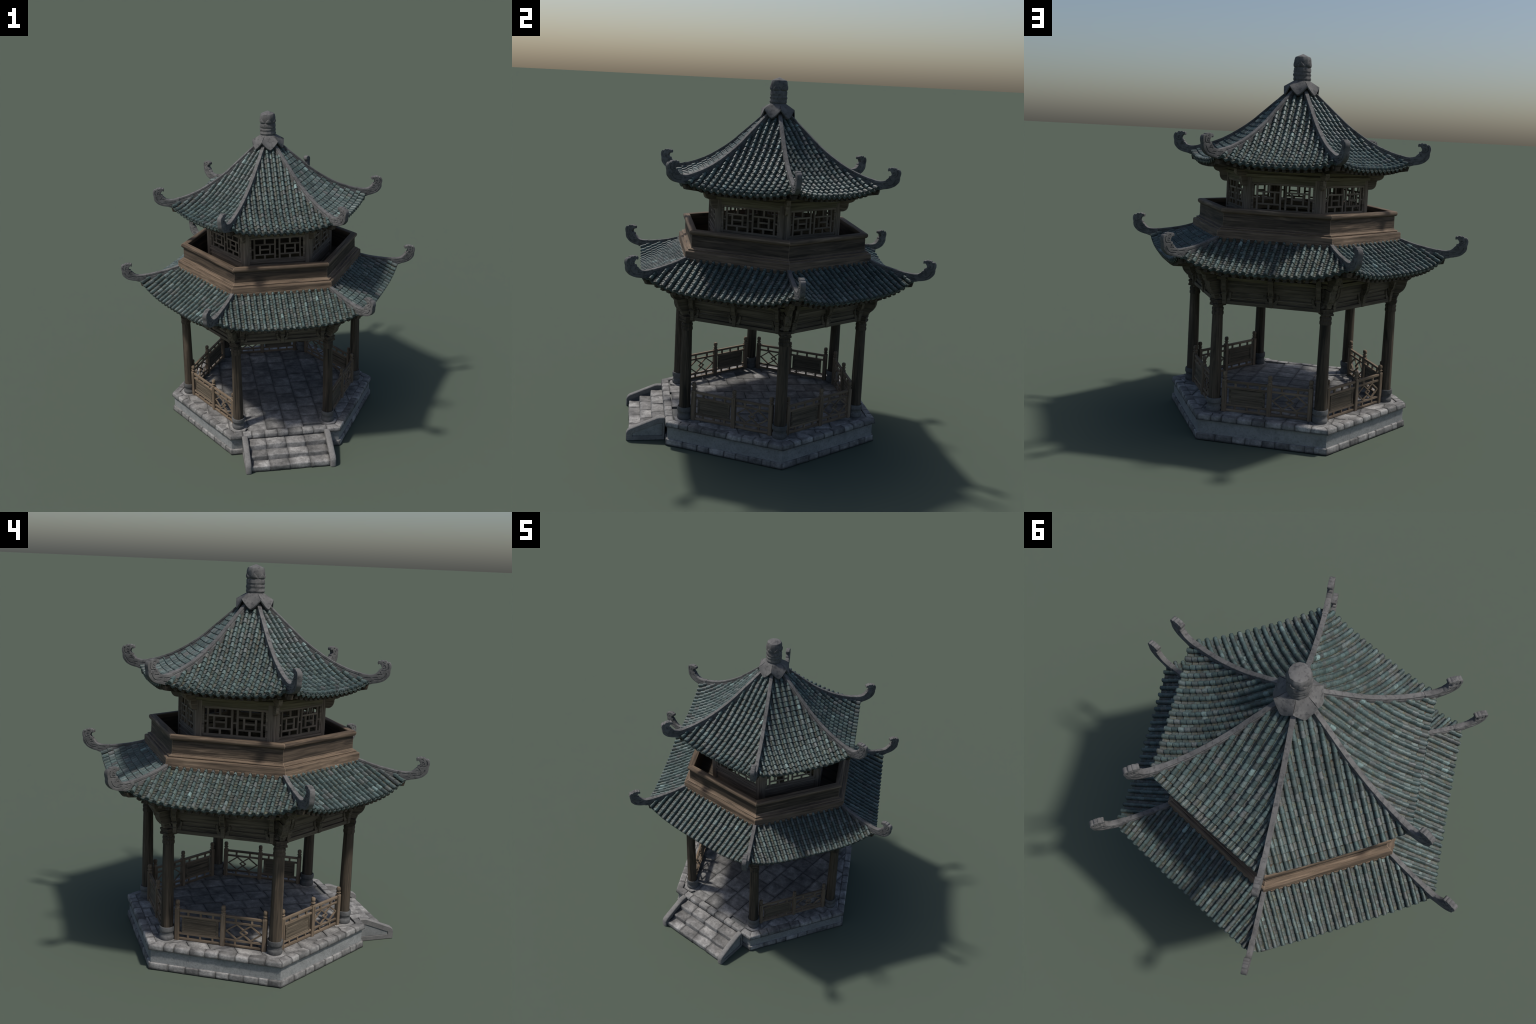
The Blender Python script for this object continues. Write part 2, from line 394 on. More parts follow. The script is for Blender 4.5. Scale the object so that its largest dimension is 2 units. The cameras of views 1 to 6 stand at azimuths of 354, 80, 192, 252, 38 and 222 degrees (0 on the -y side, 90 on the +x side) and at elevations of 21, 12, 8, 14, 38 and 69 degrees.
    # rounded coping
def add_frame(bm, out, inn, d0, d1):
    """flat ring between two outlines (joined outline by outline with a bridging strip)"""
    def loop(p, d): return [bm.verts.new((d, q[0], q[1])) for q in p]
    # resample both outlines by angle around a shared centre
    c = (-.675, .05)
    def hit(poly, ang):
        dx, dy = math.cos(ang), math.sin(ang); best = None
        for i in range(len(poly)):
            (x1, y1), (x2, y2) = poly[i], poly[(i + 1) % len(poly)]
            ex, ey = x2 - x1, y2 - y1; den = dx * ey - dy * ex
            if abs(den) < 1e-12: continue
            t = ((x1 - c[0]) * ey - (y1 - c[1]) * ex) / den; u = ((x1 - c[0]) * dy - (y1 - c[1]) * dx) / den
            if t > 0 and -1e-6 <= u <= 1 + 1e-6 and (best is None or t > best): best = t
        return (c[0] + best * dx, c[1] + best * dy)
    angs = sorted(set([round(math.atan2(q[1] - c[1], q[0] - c[0]), 5) for q in out + inn]))
    o = [hit(out, a) for a in angs]; n = [hit(inn, a) for a in angs]
    oo = [(p[0] + (c[0] - p[0]) * .0, p[1]) for p in o]
    A, B, Cc, D = loop(oo, d0), loop(n, d0), loop(oo, d1), loop(n, d1)
    k = len(angs)
    for i in range(k):
        j = (i + 1) % k
        bm.faces.new((A[i], A[j], B[j], B[i])); bm.faces.new((Cc[i], D[i], D[j], Cc[j]))
        bm.faces.new((A[i], Cc[i], Cc[j], A[j])); bm.faces.new((B[i], B[j], D[j], D[i]))
me_ramp = simple('stair_ramp', M_RAMP, ramp, 30)
def coping(bm):
    path = [(-.7985, .0), (-.7985, .040), (-.793, .0535), (-.782, .0635), (-.70, .097), (-.634, .1235), (-.622, .1262), (YF - .002, .1262)]
    n = 9; prev = None
    for i, (y, z) in enumerate(path):
        a = Vector(path[max(i - 1, 0)]); b = Vector(path[min(i + 1, len(path) - 1)]); t = (b - a).normalized()
        nrm = Vector((-t.y, t.x))
        ring = []
        for k in range(n):
            u = math.pi * k / (n - 1); x = -.0172 * math.cos(u); h = .0062 * math.sin(u) - .002
            ring.append(bm.verts.new((x, y + nrm.x * h, max(0, z + nrm.y * h))))
        if prev:
            for k in range(n - 1): bm.faces.new((prev[k], prev[k + 1], ring[k + 1], ring[k]))
            bm.faces.new((prev[0], ring[0], ring[-1], prev[-1]))
        else: bm.faces.new(ring)
        prev = ring
    bm.faces.new(prev[::-1])
def rpanel(bm):
    for a, b in ((-.0130, -.0105), (.0105, .0130)):
        add_prism(bm, [(-.7675, .0245), (-.7665, .0395), (-.6310, .0930), (-.6065, .0955), (-.6055, .0245)], a, b, 'x')
me_rpn = simple('ramp_panel', M_BAND, rpanel)
me_cop = simple('ramp_coping', M_RAMP, coping, 50)
for s in (-1, 1):
    rp = put('stair_ramp', me_ramp, stairs, Matrix.Translation((s * .2545, 0, 0)))
    put('ramp_coping', me_cop, stairs, Matrix.Translation((s * .2545, 0, 0)))
    put('ramp_panel', me_rpn, stairs, Matrix.Translation((s * .2545, 0, 0)))

# ------------------------------------------------------------------ columns
RC = 0.560
def column(bm):
    n = 24
    prof = [(.0302, .17), (.0312, .205), (.0312, .24), (.0302, .40), (.0285, .56), (.0272, .640)]
    prof += [(.0300, .6405), (.0309, .645), (.0309, .653), (.0297, .657), (.0284, .6585), (.0284, .662), (.0297, .6635), (.0306, .668), (.0304, .675), (.0290, .678),
             (.0268, .679), (.0268, .700)]
    rings = []
    # shallow vertical reeding on the shaft
    for r, z in prof:
        ring = []
        for i in range(48):
            k = 1 - (.022 if (i % 4 == 0 and z < .64) else 0)
            an = 2 * math.pi * i / 48
            ring.append(bm.verts.new((r * k * math.cos(an), r * k * math.sin(an), z)))
        rings.append(ring)
    for A, B in zip(rings, rings[1:]):
        for i in range(48): bm.faces.new((A[i], A[(i + 1) % 48], B[(i + 1) % 48], B[i]))
    bm.faces.new(rings[-1]); bm.faces.new(rings[0][::-1])
me_col = simple('column', M_WDZ, column, 50)
def drum(bm):
    add_lathe(bm, [(.030, .126), (.0360, .1285), (.0395, .136), (.0400, .146), (.0388, .1535), (.0365, .156), (.0350, .160), (.0352, .170),
                   (.0368, .1735), (.0392, .176), (.0400, .183), (.0400, .197), (.0388, .2015), (.0360, .2025), (.0340, .200), (.029, .198)], 28)
    jitter(bm, .0012, 60)
me_drum = simple('column_base', M_DRUM, drum, 50)
def pad(bm): add_prism(bm, hexagon(.062), -.010, .0014, 'z', .002)
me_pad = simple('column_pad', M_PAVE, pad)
def abacus(bm):
    add_box(bm, -.031, .032, -.030, .030, .688, .700, .0015)
    add_box(bm, -.028, .0295, -.0275, .0275, .699, .712, .003, 2)
    add_box(bm, -.031, .0322, -.030, .030, .711, .7215, .0015)
me_aba = simple('column_abacus', M_WDX, abacus)
for k in range(6):
    a = math.radians(60 * k); M = Matrix.Translation((RC * math.cos(a), RC * math.sin(a), 0)) @ Matrix.Rotation(a, 4, 'Z')
    col = put('column', me_col, root, M)
    put('column_base', me_drum, col); put('column_abacus', me_aba, col)
    put('column_pad', me_pad, base, Matrix.Translation((RC * math.cos(a), RC * math.sin(a), FLOOR)) @ Matrix.Rotation(a + rnd.uniform(-.2, .2), 4, 'Z'))

# ------------------------------------------------------------------ railings (five sides)
YA = -0.482
def rail_beams(bm):
    for x0, x1 in ((-.216, .003), (.021, .215)):
        add_box(bm, x0, x1, YA - .0065, YA + .0065, .2835, .2965, .0025, 2)
        add_box(bm, x0, x1, YA - .0055, YA + .0055, .2550, .2655, .002, 2)
        add_box(bm, x0, x1, YA - .0055, YA + .0055, .1610, .1715, .002, 2)
        add_box(bm, x0, x1, YA - .0065, YA + .0065, .1325, .1450, .002, 2)
me_rails = simple('railing', M_WLX, rail_beams)
def post(bm):
    add_box(bm, -.0118, .0118, YA - .0118, YA + .0118, .1285, .302, .002)
    add_box(bm, -.0085, .0085, YA - .0125, YA + .0125, .1290, .296, .0008)
    add_lathe(bm, [(.0095, .301), (.0098, .3075), (.0085, .310), (.0130, .3125), (.0132, .3155), (.0078, .3185), (.0080, .3200),
                   (.0112, .3245), (.0122, .3310), (.0116, .3385), (.0085, .3435), (0, .3455)], 12, (0, YA))
me_post = simple('railing_post', M_WLZ, post, 35)
def panel(bm):
    x0, x1, z0, z1 = -.2015, -.0115, .1705, .2560
    add_box(bm, x0, x0 + .0105, YA - .005, YA + .005, z0, z1, .0012)
    add_box(bm, x1 - .0105, x1, YA - .005, YA + .005, z0, z1, .0012)
    add_box(bm, x0 + .0100, x1 - .0100, YA - .0045, YA + .0045, z0, z0 + .007, .001)
    add_box(bm, x0 + .0100, x1 - .0100, YA - .0045, YA + .0045, z1 - .007, z1, .001)
    n = 5; zz = np.linspace(z0 + .006, z1 - .006, n + 1)
    for i in range(n): add_box(bm, x0 + .009, x1 - .009, YA - .0022, YA + .0022, zz[i] + .0002, zz[i + 1] - .0002, .0007)
me_panel = simple('railing_panel', mat_wood('rail_panel_wood', (0.045, 0.037, 0.026), (0.125, 0.100, 0.072), (0.225, 0.178, 0.128), 0, 0.5), panel)
def spacer(bm):
    for x in (-.1690, -.1048, -.0405, .0765, .1605):
        add_box(bm, x - .0052, x + .0052, YA - .0048, YA + .0048, .2650, .2840, .001)
        add_box(bm, x - .0052, x + .0052, YA - .0048, YA + .0048, .1445, .1615, .001)
me_spacer = simple('railing_spacer', M_WLZ, spacer)
def diamond(x, z, hw, hh, th=.0036):
    def f(bm):
        c = [(x - hw, z), (x, z + hh), (x + hw, z), (x, z - hh)]
        for i in range(4):
            p, q = Vector(c[i]), Vector(c[(i + 1) % 4]); d = (q - p).normalized(); n = Vector((-d.y, d.x)) * th * .9
            e = d * th * .5
            yo = .0002 * i
            add_prism(bm, [tuple(p - n - e), tuple(q - n + e), tuple(q + n + e), tuple(p + n - e)], YA - th - yo, YA + th - yo, 'y')
    return f
me_dia = [simple('railing_diamond', M_WLX, diamond(.0835, .2133, .0535, .040)),
          simple('railing_diamond', M_WLX, diamond(.1550, .2130, .0535, .040, .0039))]
for r in FACES[1:]:
    rl = put('railing', me_rails, root, rot=r)
    for x in (-.2275, .0120, .2265): put('railing_post', me_post, rl, Matrix.Translation((x, 0, 0)))
    put('railing_panel', me_panel, rl); put('railing_spacer', me_spacer, rl)
    for m in me_dia: put('railing_diamond', m, rl)

# ------------------------------------------------------------------ frieze under the lower eaves
def frieze(bm):
    hw = .262
    add_box(bm, -.272, .272, -.501, -.462, .6985, .7175, .0035, 2)           # tie beam
    add_box(bm, -.272, .272, -.488, -.4705, .7170, .8915)                     # backing board
    add_box(bm, -.270, .270, -.4935, -.486, .7265, .7320, .001)
    add_box(bm, -.270, .270, -.4985, -.4765, .7760, .8010, .003, 2)          # middle beam
    add_box(bm, -.270, .270, -.4965, -.4765, .8000, .8250, .003, 2)
    for s in (-1, 1):
        x0, x1 = sorted((s * .024, s * .222))
        add_box(bm, x0, x1, -.4945, -.487, .7325, .7405, .0012)
        add_box(bm, x0, x1, -.4945, -.487, .7690, .7765, .0012)
        add_box(bm, x0, x0 + .009, -.4945, -.487, .7400, .7695, .0012)
        add_box(bm, x1 - .009, x1, -.4945, -.487, .7400, .7695, .0012)
        add_box(bm, x0 + .016, x1 - .016, -.4915, -.487, .7470, .7625, .0025)
me_frieze = simple('frieze', M_WFX, frieze)
def eave_beam(bm):
    add_box(bm, -.295, .295, -.516, -.484, .8245, .8415, .002)
    add_box(bm, -.300, .300, -.522, -.490, .8480, .8640, .002)
me_eb = simple('eave_beam', M_WOX, eave_beam)
def arm_profile(r):
    return [(r * math.sin(math.radians(t)), r * (1 - math.cos(math.radians(t)))) for t in range(0, 91, 15)]
def face_bracket(bm):
    # lower block, plate, upper curved arm, seen from the front as two stacked boxes
    low = [(-.480, .6990), (-.5030, .6990), (-.5070, .7030), (-.5090, .7300), (-.5120, .7520), (-.480, .7520)]
    add_prism(bm, low, -.0098, .0098, 'x', .0012)
    add_box(bm, -.0150, .0150, -.5180, -.480, .7515, .7575, .001)
    add_box(bm, -.0128, .0128, -.5150, -.480, .7570, .7625, .001)
    upp = [(-.480, .7620), (-.5120, .7620), (-.5190, .7660), (-.5260, .7780), (-.5310, .7950), (-.5340, .8150), (-.5350, .8300), (-.480, .8300)]
    for q in (-1, 1): add_prism(bm, upp, *sorted((q * .0128, q * .0092)), 'x', .0008)
    add_prism(bm, [(a + .003 if a < -.5 else a, b) for a, b in upp], -.0098, .0098, 'x', .0012)
    add_box(bm, -.0165, .0165, -.5400, -.480, .8290, .8365, .001)
    add_box(bm, -.0125, .0125, -.5420, -.480, .8360, .8740, .001)
    for s in (-1, 1):      # curved side arms
        out = [(s * .009, .7020), (s * .014, .7060)] + [(s * (.014 + .020 * math.sin(math.radians(t))), .7060 + .040 * (1 - math.cos(math.radians(t)))) for t in range(20, 91, 14)]
        out += [(s * .036, .7560), (s * .036, .7620), (s * .027, .7620), (s * .0255, .7500), (s * .020, .7340), (s * .012, .7260), (s * .009, .7260)]
        add_prism(bm, out, -.4985, -.487, 'y', .0008)
me_fb = simple('bracket', M_WFX, face_bracket, 40)
def quarter(x0, z0, x1, z1, n=7, p=2.2):
    """bulging bracket nose from (x0,z0) low/inner to (x1,z1) high/outer"""
    return [(x0 + (x1 - x0) * math.sin(math.pi / 2 * i / n) ** (2 / p), z0 + (z1 - z0) * (1 - math.cos(math.pi / 2 * i / n) ** (2 / p))) for i in range(n + 1)]
def corner_bracket(bm):
    t1 = [(.540, .7215), (.5860, .7215)] + quarter(.5870, .7225, .6020, .7490) + [(.540, .7490)]
    t2 = [(.540, .7485)] + quarter(.5960, .7485, .6370, .8140) + [(.6400, .8180), (.540, .8180)]
    t3 = [(.540, .8175)] + quarter(.6330, .8175, .6680, .8550) + [(.540, .8550)]
    t4 = [(.540, .8545)] + quarter(.6690, .8560, .7080, .9000) + [(.7080, .9080), (.540, .9080)]
    add_prism(bm, t1, -.0125, .0125, 'y', .0015); add_prism(bm, t2, -.0150, .0150, 'y', .0018)
    add_prism(bm, t3, -.0135, .0135, 'y', .0015); add_prism(bm, t4, -.0150, .0150, 'y', .0018)
    add_box(bm, .545, .6090, -.0185, .0185, .7470, .7530, .001)
    add_box(bm, .545, .6430, -.0195, .0195, .8130, .8195, .001)
    for s in (-1, 1):   # edge beading on the noses
        add_prism(bm, [(x, z) for x, z in quarter(.5960, .7525, .6385, .8120)] + [(x - .006, z) for x, z in quarter(.5960, .7525, .6385, .8120)][::-1], s * .0146, s * .0170, 'y')
me_cb = simple('corner_bracket', M_WFX, corner_bracket, 40)
for i, r in enumerate(FACES):
    fr = put('frieze', me_frieze, root, rot=r)
    put('eave_beam', me_eb, fr)
    for x in (-.243, 0, .243): put('bracket', me_fb, fr, Matrix.Translation((x, 0, 0)))
    put('corner_bracket', me_cb, root, rot=r)
def hex_ring(bm, R0, R1, z0, z1):
    o, n = hexagon(R1), hexagon(R0)
    V = [[bm.verts.new((p[0], p[1], z)) for p in ring] for ring, z in ((o, z1), (n, z1), (n, z0), (o, z0))]
    for a, b in ((0, 1), (1, 2), (2, 3), (3, 0)):
        for i in range(6): bm.faces.new((V[a][i], V[a][(i + 1) % 6], V[b][(i + 1) % 6], V[b][i]))

# ------------------------------------------------------------------ roofs
RIDGE_U = [(.070, 1.806), (.0847, 1.7935), (.1628, 1.7250), (.2100, 1.6840), (.2544, 1.6452), (.3000, 1.6105), (.3400, 1.5842), (.3800, 1.5595), (.4268, 1.5345),
           (.4650, 1.5180), (.5053, 1.5030), (.5488, 1.4900), (.5800, 1.4815), (.6050, 1.4780), (.6400, 1.4770)]
RIDGE_L = [(.560, 1.0545), (.5876, 1.0445), (.6300, 1.0305), (.6694, 1.0198), (.7219, 1.0090), (.7583, 1.0025), (.7945, .9972), (.8197, .9950), (.8395, .9940), (.870, .9940)]

class Roof:
    cw = 1.0          # width factor of the cover tiles
    def __init__(s, ridge, a_top, a_eave, lift, p, q, drop, ncol, step_c, step_p, zc=None):
        s.ridge, s.a0, s.a1, s.lift, s.p, s.q, s.drop, s.ncol, s.sc, s.sp, s.zc = ridge, a_top, a_eave, lift, p, q, drop, ncol, step_c, step_p, zc
    def L(s, a):
        w = min(max((a - s.a0) / (s.a1 - s.a0), 0), 1.1); return s.lift * w ** s.q
    def centre(s, a):
        if s.zc: return s.zc(a)
        return spline(a / C30, s.ridge) - s.drop - s.L(a)
    def z(s, a, x):
        t = min(abs(x) / max(a * T30, 1e-6), 1.0)
        if s.zc:
            d = spline(a / C30, s.ridge) - s.drop - s.zc(a)
            return s.zc(a) + max(d, 0) * t ** s.p
        return s.centre(a) + s.L(a) * t ** s.p
    def frame(s, a, x):
        """matrix: X lateral, Y up the slope, Z off the roof, at the front side"""
        e = 1e-4
        y = Vector((0, 2 * e, s.z(a - e, x) - s.z(a + e, x))).normalized()
        xx = Vector((1, 0, 0)); zz = xx.cross(y)
        M = Matrix((xx, y, zz)).transposed().to_4x4(); M.translation = (x, -a, s.z(a, x)); return M
    def march(s, x, step):
        """stations (a, slope length) from the eave up to the ridge"""
        amin = max(s.a0, (abs(x) - .002) / T30); a = s.a1; res = []
        while a > amin + .004:
            e = 1e-4; sl = abs(s.z(a - e, x) - s.z(a + e, x)) / (2 * e); k = math.sqrt(1 + sl * sl)
            da = step / k
            frac = min(1.0, (a - amin) / da)
            if frac > .12: res.append((a, frac))
            a -= da
        return res
UP = Roof(RIDGE_U, .070, .533, .042, 3.0, 1.3, .020, 16, .0312, .0312)
LOW = Roof(RIDGE_L, .505, .727, .075, 3.4, 1.3, .018, 22, .0340, .0172,
           zc=lambda a: 1.0300 + (a - .51) * (.9057 - 1.0300) / .217 - .005 * math.sin(math.pi * min(max((a - .51) / .217, 0), 1)))
SPC = .0362
LOW.cw = .86

def tile_cover(step):
    def f(bm):
        n = 9; rings = []
        for y, r, h in ((-.0005, .0094, .0006), (.0005, .0108, .0008), (.0026, .0109, .0008), (step - .0016, .0091, -.0014), (step + .004, .0086, -.0018)):
            ring = []
            for k in range(n):
                u = math.pi * k / (n - 1)
                ring.append(bm.verts.new((-r * math.cos(u), y, -.0055 + h + (r + .0056) * math.sin(u) ** .85)))
            rings.append(ring)
        for j, (A, B) in enumerate(zip(rings, rings[1:])):
            for k in range(n - 1):
                f = bm.faces.new((A[k], A[k + 1], B[k + 1], B[k]))
                f.material_index = 1 if j == 3 else 0        # painted shade just below the next tile's lip, with moss
            bm.faces.new((A[0], B[0], B[-1], A[-1]))
        bm.faces.new(rings[0][::-1]); bm.faces.new(rings[-1])
    return f
def tile_pan(step):
    def f(bm):
        n = 8; rings = []
        for y, h in ((0, .0022), (step - .0018, -.0002), (step + .005, -.0006)):
            ring = []
            for lay in (0, 1):
                for k in range(n):
                    x = -.0128 + .0256 * (k if lay == 0 else n - 1 - k) / (n - 1)
                    ring.append(bm.verts.new((x, y, -.0076 + h + .0048 * (x / .0128) ** 2 - (.0026 if lay else 0))))
            rings.append(ring)
        m = 2 * n
        for j, (A, B) in enumerate(zip(rings, rings[1:])):
            for k in range(m):
                f = bm.faces.new((A[k], A[(k + 1) % m], B[(k + 1) % m], B[k]))
                f.material_index = 1 if j == 1 or k in (0, 1, 5, 6) else 0     # painted shade and moss at the laps and in the gutters
        bm.faces.new(rings[0][::-1]); bm.faces.new(rings[-1])
    return f
def tile_disc(bm):
    prof = [(0, .001), (.0099, .001), (.0103, -.001), (.0101, -.0048), (.0084, -.0054), (.0074, -.0038), (.0044, -.0036), (.0034, -.0050), (0, -.0056)]
    n = 14; rings = []
    for r, y in prof:
        rings.append([bm.verts.new((0, y, .001))] if r == 0 else [bm.verts.new((r * math.cos(2 * math.pi * i / n), y, .001 + r * math.sin(2 * math.pi * i / n))) for i in range(n)])
    for A, B in zip(rings, rings[1:]):
        for i in range(n):
            j = (i + 1) % n
            if len(A) == 1: bm.faces.new((A[0], B[i], B[j]))
            elif len(B) == 1: bm.faces.new((A[i], A[j], B[0]))
            else: bm.faces.new((A[i], A[j], B[j], B[i]))
def tile_drip(bm):
    pts = [(-.0132, -.0035), (-.0128, -.0112), (-.0085, -.0165), (0, -.0220), (.0085, -.0165), (.0128, -.0112), (.0132, -.0035), (.0065, -.0068), (0, -.0078), (-.0065, -.0068)]
    add_prism(bm, pts, -.0045, -.0005, 'y', .0008)
me_disc = simple('tile_end_disc', M_EAVE, tile_disc, 40)
me_drip = simple('drip_tile', M_EAVE, tile_drip, 40)

def joined(name, tmpl, mats, material, smooth):
    """one mesh out of many placed copies of a small template mesh"""
    nv = len(tmpl.vertices); co = np.empty(nv * 3, 'f'); tmpl.vertices.foreach_get('co', co); co = co.reshape(-1, 3)
    h = np.c_[co, np.ones(nv, 'f')]
    V = np.concatenate([h @ np.array(M, 'f').T[:, :3] for M in mats])
    ls = np.empty(len(tmpl.loops), 'i'); tmpl.loops.foreach_get('vertex_index', ls)
    st = np.empty(len(tmpl.polygons), 'i'); tmpl.polygons.foreach_get('loop_start', st)
    tot = np.empty(len(tmpl.polygons), 'i'); tmpl.polygons.foreach_get('loop_total', tot)
    k = len(mats); me = bpy.data.meshes.new(name)
    me.vertices.add(nv * k); me.vertices.foreach_set('co', V.astype('f').ravel())
    me.loops.add(len(ls) * k); me.loops.foreach_set('vertex_index', np.concatenate([ls + nv * i for i in range(k)]).astype('i'))
    me.polygons.add(len(st) * k)
    me.polygons.foreach_set('loop_start', np.concatenate([st + len(ls) * i for i in range(k)]).astype('i'))
    me.polygons.foreach_set('loop_total', np.tile(tot, k).astype('i'))
    me.update(calc_edges=True); me.validate()
    mi = np.empty(len(tmpl.polygons), 'i'); tmpl.polygons.foreach_get('material_index', mi)
    me.materials.append(material); me.materials.append(M_SHADE_MOSS)
    me.polygons.foreach_set('material_index', np.tile(mi, k).astype('i'))
    me.polygons.foreach_set('use_smooth', [True] * len(me.polygons)); me.set_sharp_from_angle(angle=math.radians(smooth))
    return me

def deck_mesh(R, name, zsoff, a_in):
    """solid under the tiles: curved top, boarded soffit following the eave"""
    bm = bmesh.new(); na, ns = 14, 16
    ae = R.a1 - .010
    for r in FACES:
        rot = Matrix.Rotation(math.radians(r), 3, 'Z')
        top, bot = [], []
        for i in range(na + 1):
            a = R.a0 + (ae - R.a0) * i / na; ab = a_in + (ae - a_in) * i / na
            w = (ab - a_in) / (ae - a_in)
            rt, rb = [], []
            for k in range(ns + 1):
                t = -1 + 2 * k / ns
                x = t * a * T30; rt.append(bm.verts.new(rot @ Vector((x, -a, R.z(a, x) - .0115))))
                xb = t * ab * T30; lift = (R.z(R.a1, t * R.a1 * T30) - R.z(R.a1, 0)) * w ** 1.5
                rb.append(bm.verts.new(rot @ Vector((xb, -ab, R.z(R.a1, 0) - zsoff + lift))))
            top.append(rt); bot.append(rb)
        for G, flip in ((top, False), (bot, True)):
            for i in range(na):
                for k in range(ns):
                    q = (G[i][k], G[i + 1][k], G[i + 1][k + 1], G[i][k + 1]); bm.faces.new(q[::-1] if flip else q)
        for k in range(ns): bm.faces.new((top[-1][k], bot[-1][k], bot[-1][k + 1], top[-1][k + 1]))
        for k in range(ns): bm.faces.new((top[0][k], top[0][k + 1], bot[0][k + 1], bot[0][k]))
    bmesh.ops.remove_doubles(bm, verts=bm.verts, dist=1e-5)
    return finish(bm, name, M_WDX, 40)

# horn outline in (radius, height), taken for the lower roof; the upper roof shifts it
HORN = [(.790, .9975), (.8120, .9945), (.8300, .9945), (.8480, .9965), (.8590, .9995), (.8690, .0090 + 1.0), (.8740, 1.0165), (.8800, 1.0205), (.8850, 1.0255), (.8845, 1.0300), (.8878, 1.0352),
        (.8920, 1.0340), (.8968, 1.0378), (.8992, 1.0430), (.8978, 1.0490), (.8945, 1.0555), (.8900, 1.0605), (.8855, 1.0625), (.8820, 1.0585), (.8785, 1.0600), (.8768, 1.0680), (.8790, 1.0745), (.8830, 1.0772), (.8875, 1.0760), (.8905, 1.0758),
        (.8935, 1.0788), (.8990, 1.0804), (.9040, 1.0795), (.9062, 1.0768), (.9100, 1.0785), (.9160, 1.0790), (.9210, 1.0770), (.9235, 1.0728), (.9262, 1.0700), (.9310, 1.0718), (.9365, 1.0708), (.9405, 1.0670), (.9440, 1.0610), (.9460, 1.0540),
        (.9461, 1.0450), (.9445, 1.0370), (.9420, 1.0290), (.9425, 1.0200), (.9408, 1.0080), (.9370, .9990), (.9310, .9920), (.9235, .9840), (.9150, .9772), (.9040, .9715), (.8900, .9665), (.8760, .9630), (.8600, .9603), (.8480, .9560), (.8350, .9530), (.8250, .9535), (.790, .9600)]
GROOVES = [[(.9090, 1.0470), (.9085, 1.0505), (.9120, 1.0535), (.9165, 1.0510), (.9180, 1.0450), (.9150, 1.0395), (.9095, 1.0380), (.9035, 1.0405)],
           [(.9015, 1.0700), (.9080, 1.0670), (.9150, 1.0655)],
           [(.9265, 1.0640), (.9320, 1.0570), (.9325, 1.0450), (.9280, 1.0350), (.9190, 1.0310), (.9060, 1.0310), (.8990, 1.0285)],
           [(.8900, 1.0215), (.8945, 1.0185), (.8960, 1.0150), (.8930, 1.0130)],
           [(.8780, 1.0040), (.8860, 1.0075), (.8960, 1.0070), (.9040, 1.0105)],
           [(.8640, .9800), (.8780, .9800), (.8950, .9825), (.9080, .9890), (.9160, .9980), (.9220, 1.0080), (.9240, 1.0170)],
           [(.8560, .9885), (.8700, .9900), (.8850, .9900)], [(.8100, .9880), (.8300, .9870), (.8480, .9880)],
           [(.8280, .9700), (.8420, .9705), (.8520, .9690)]]
def tube(bm, path, rad, n=6):
    pts = [Vector(p) for p in path]; fine = []
    for i in range(len(pts) - 1):
        for k in range(3):
            t = k / 3; p0, p1, p2, p3 = pts[max(i - 1, 0)], pts[i], pts[i + 1], pts[min(i + 2, len(pts) - 1)]
            fine.append(.5 * ((2 * p1) + (p2 - p0) * t + (2 * p0 - 5 * p1 + 4 * p2 - p3) * t * t + (3 * p1 - p0 - 3 * p2 + p3) * t ** 3))
    fine.append(pts[-1]); prev = None
    for i, p in enumerate(fine):
        d = (fine[min(i + 1, len(fine) - 1)] - fine[max(i - 1, 0)]).normalized(); s = d.cross(Vector((0, 1, 0))).normalized(); u = Vector((0, 1, 0))
        taper = rad * (.55 if i in (0, len(fine) - 1) else 1)
        ring = [bm.verts.new(p + s * taper * math.cos(2 * math.pi * k / n) + u * taper * math.sin(2 * math.pi * k / n)) for k in range(n)]
        if prev:
            for k in range(n): bm.faces.new((prev[k], prev[(k + 1) % n], ring[(k + 1) % n], ring[k]))
        else: bm.faces.new(ring)
        prev = ring
    bm.faces.new(prev[::-1])
def horn_mesh(R, dx, dz, lead):
    W = .0125
    bm = bmesh.new(); add_prism(bm, lead + [(x + dx, z + dz) for x, z in HORN[5:]], -W, W, 'y', .0014, 2)
    body = finish(bm, 'roof_horn', M_RIDGE)
    bm = bmesh.new()
    for g in GROOVES:
        for s in (-1, 1): tube(bm, [(x + dx, s * W, z + dz) for x, z in g], .0029)
    cut = finish(bm, 'groove_cutter', M_RIDGE)
    ob = put('horn_tmp', body, None); oc = put('cut_tmp', cut, None)
    md = ob.modifiers.new('b', 'BOOLEAN'); md.object = oc; md.operation = 'DIFFERENCE'; md.solver = 'EXACT'; md.use_self = True
    dg = bpy.context.evaluated_depsgraph_get(); me = bpy.data.meshes.new_from_object(ob.evaluated_get(dg))
    me.name = 'roof_horn'
    bpy.data.objects.remove(ob); bpy.data.objects.remove(oc)
    me.polygons.foreach_set('use_smooth', [True] * len(me.polygons)); me.set_sharp_from_angle(angle=math.radians(32))
    return me
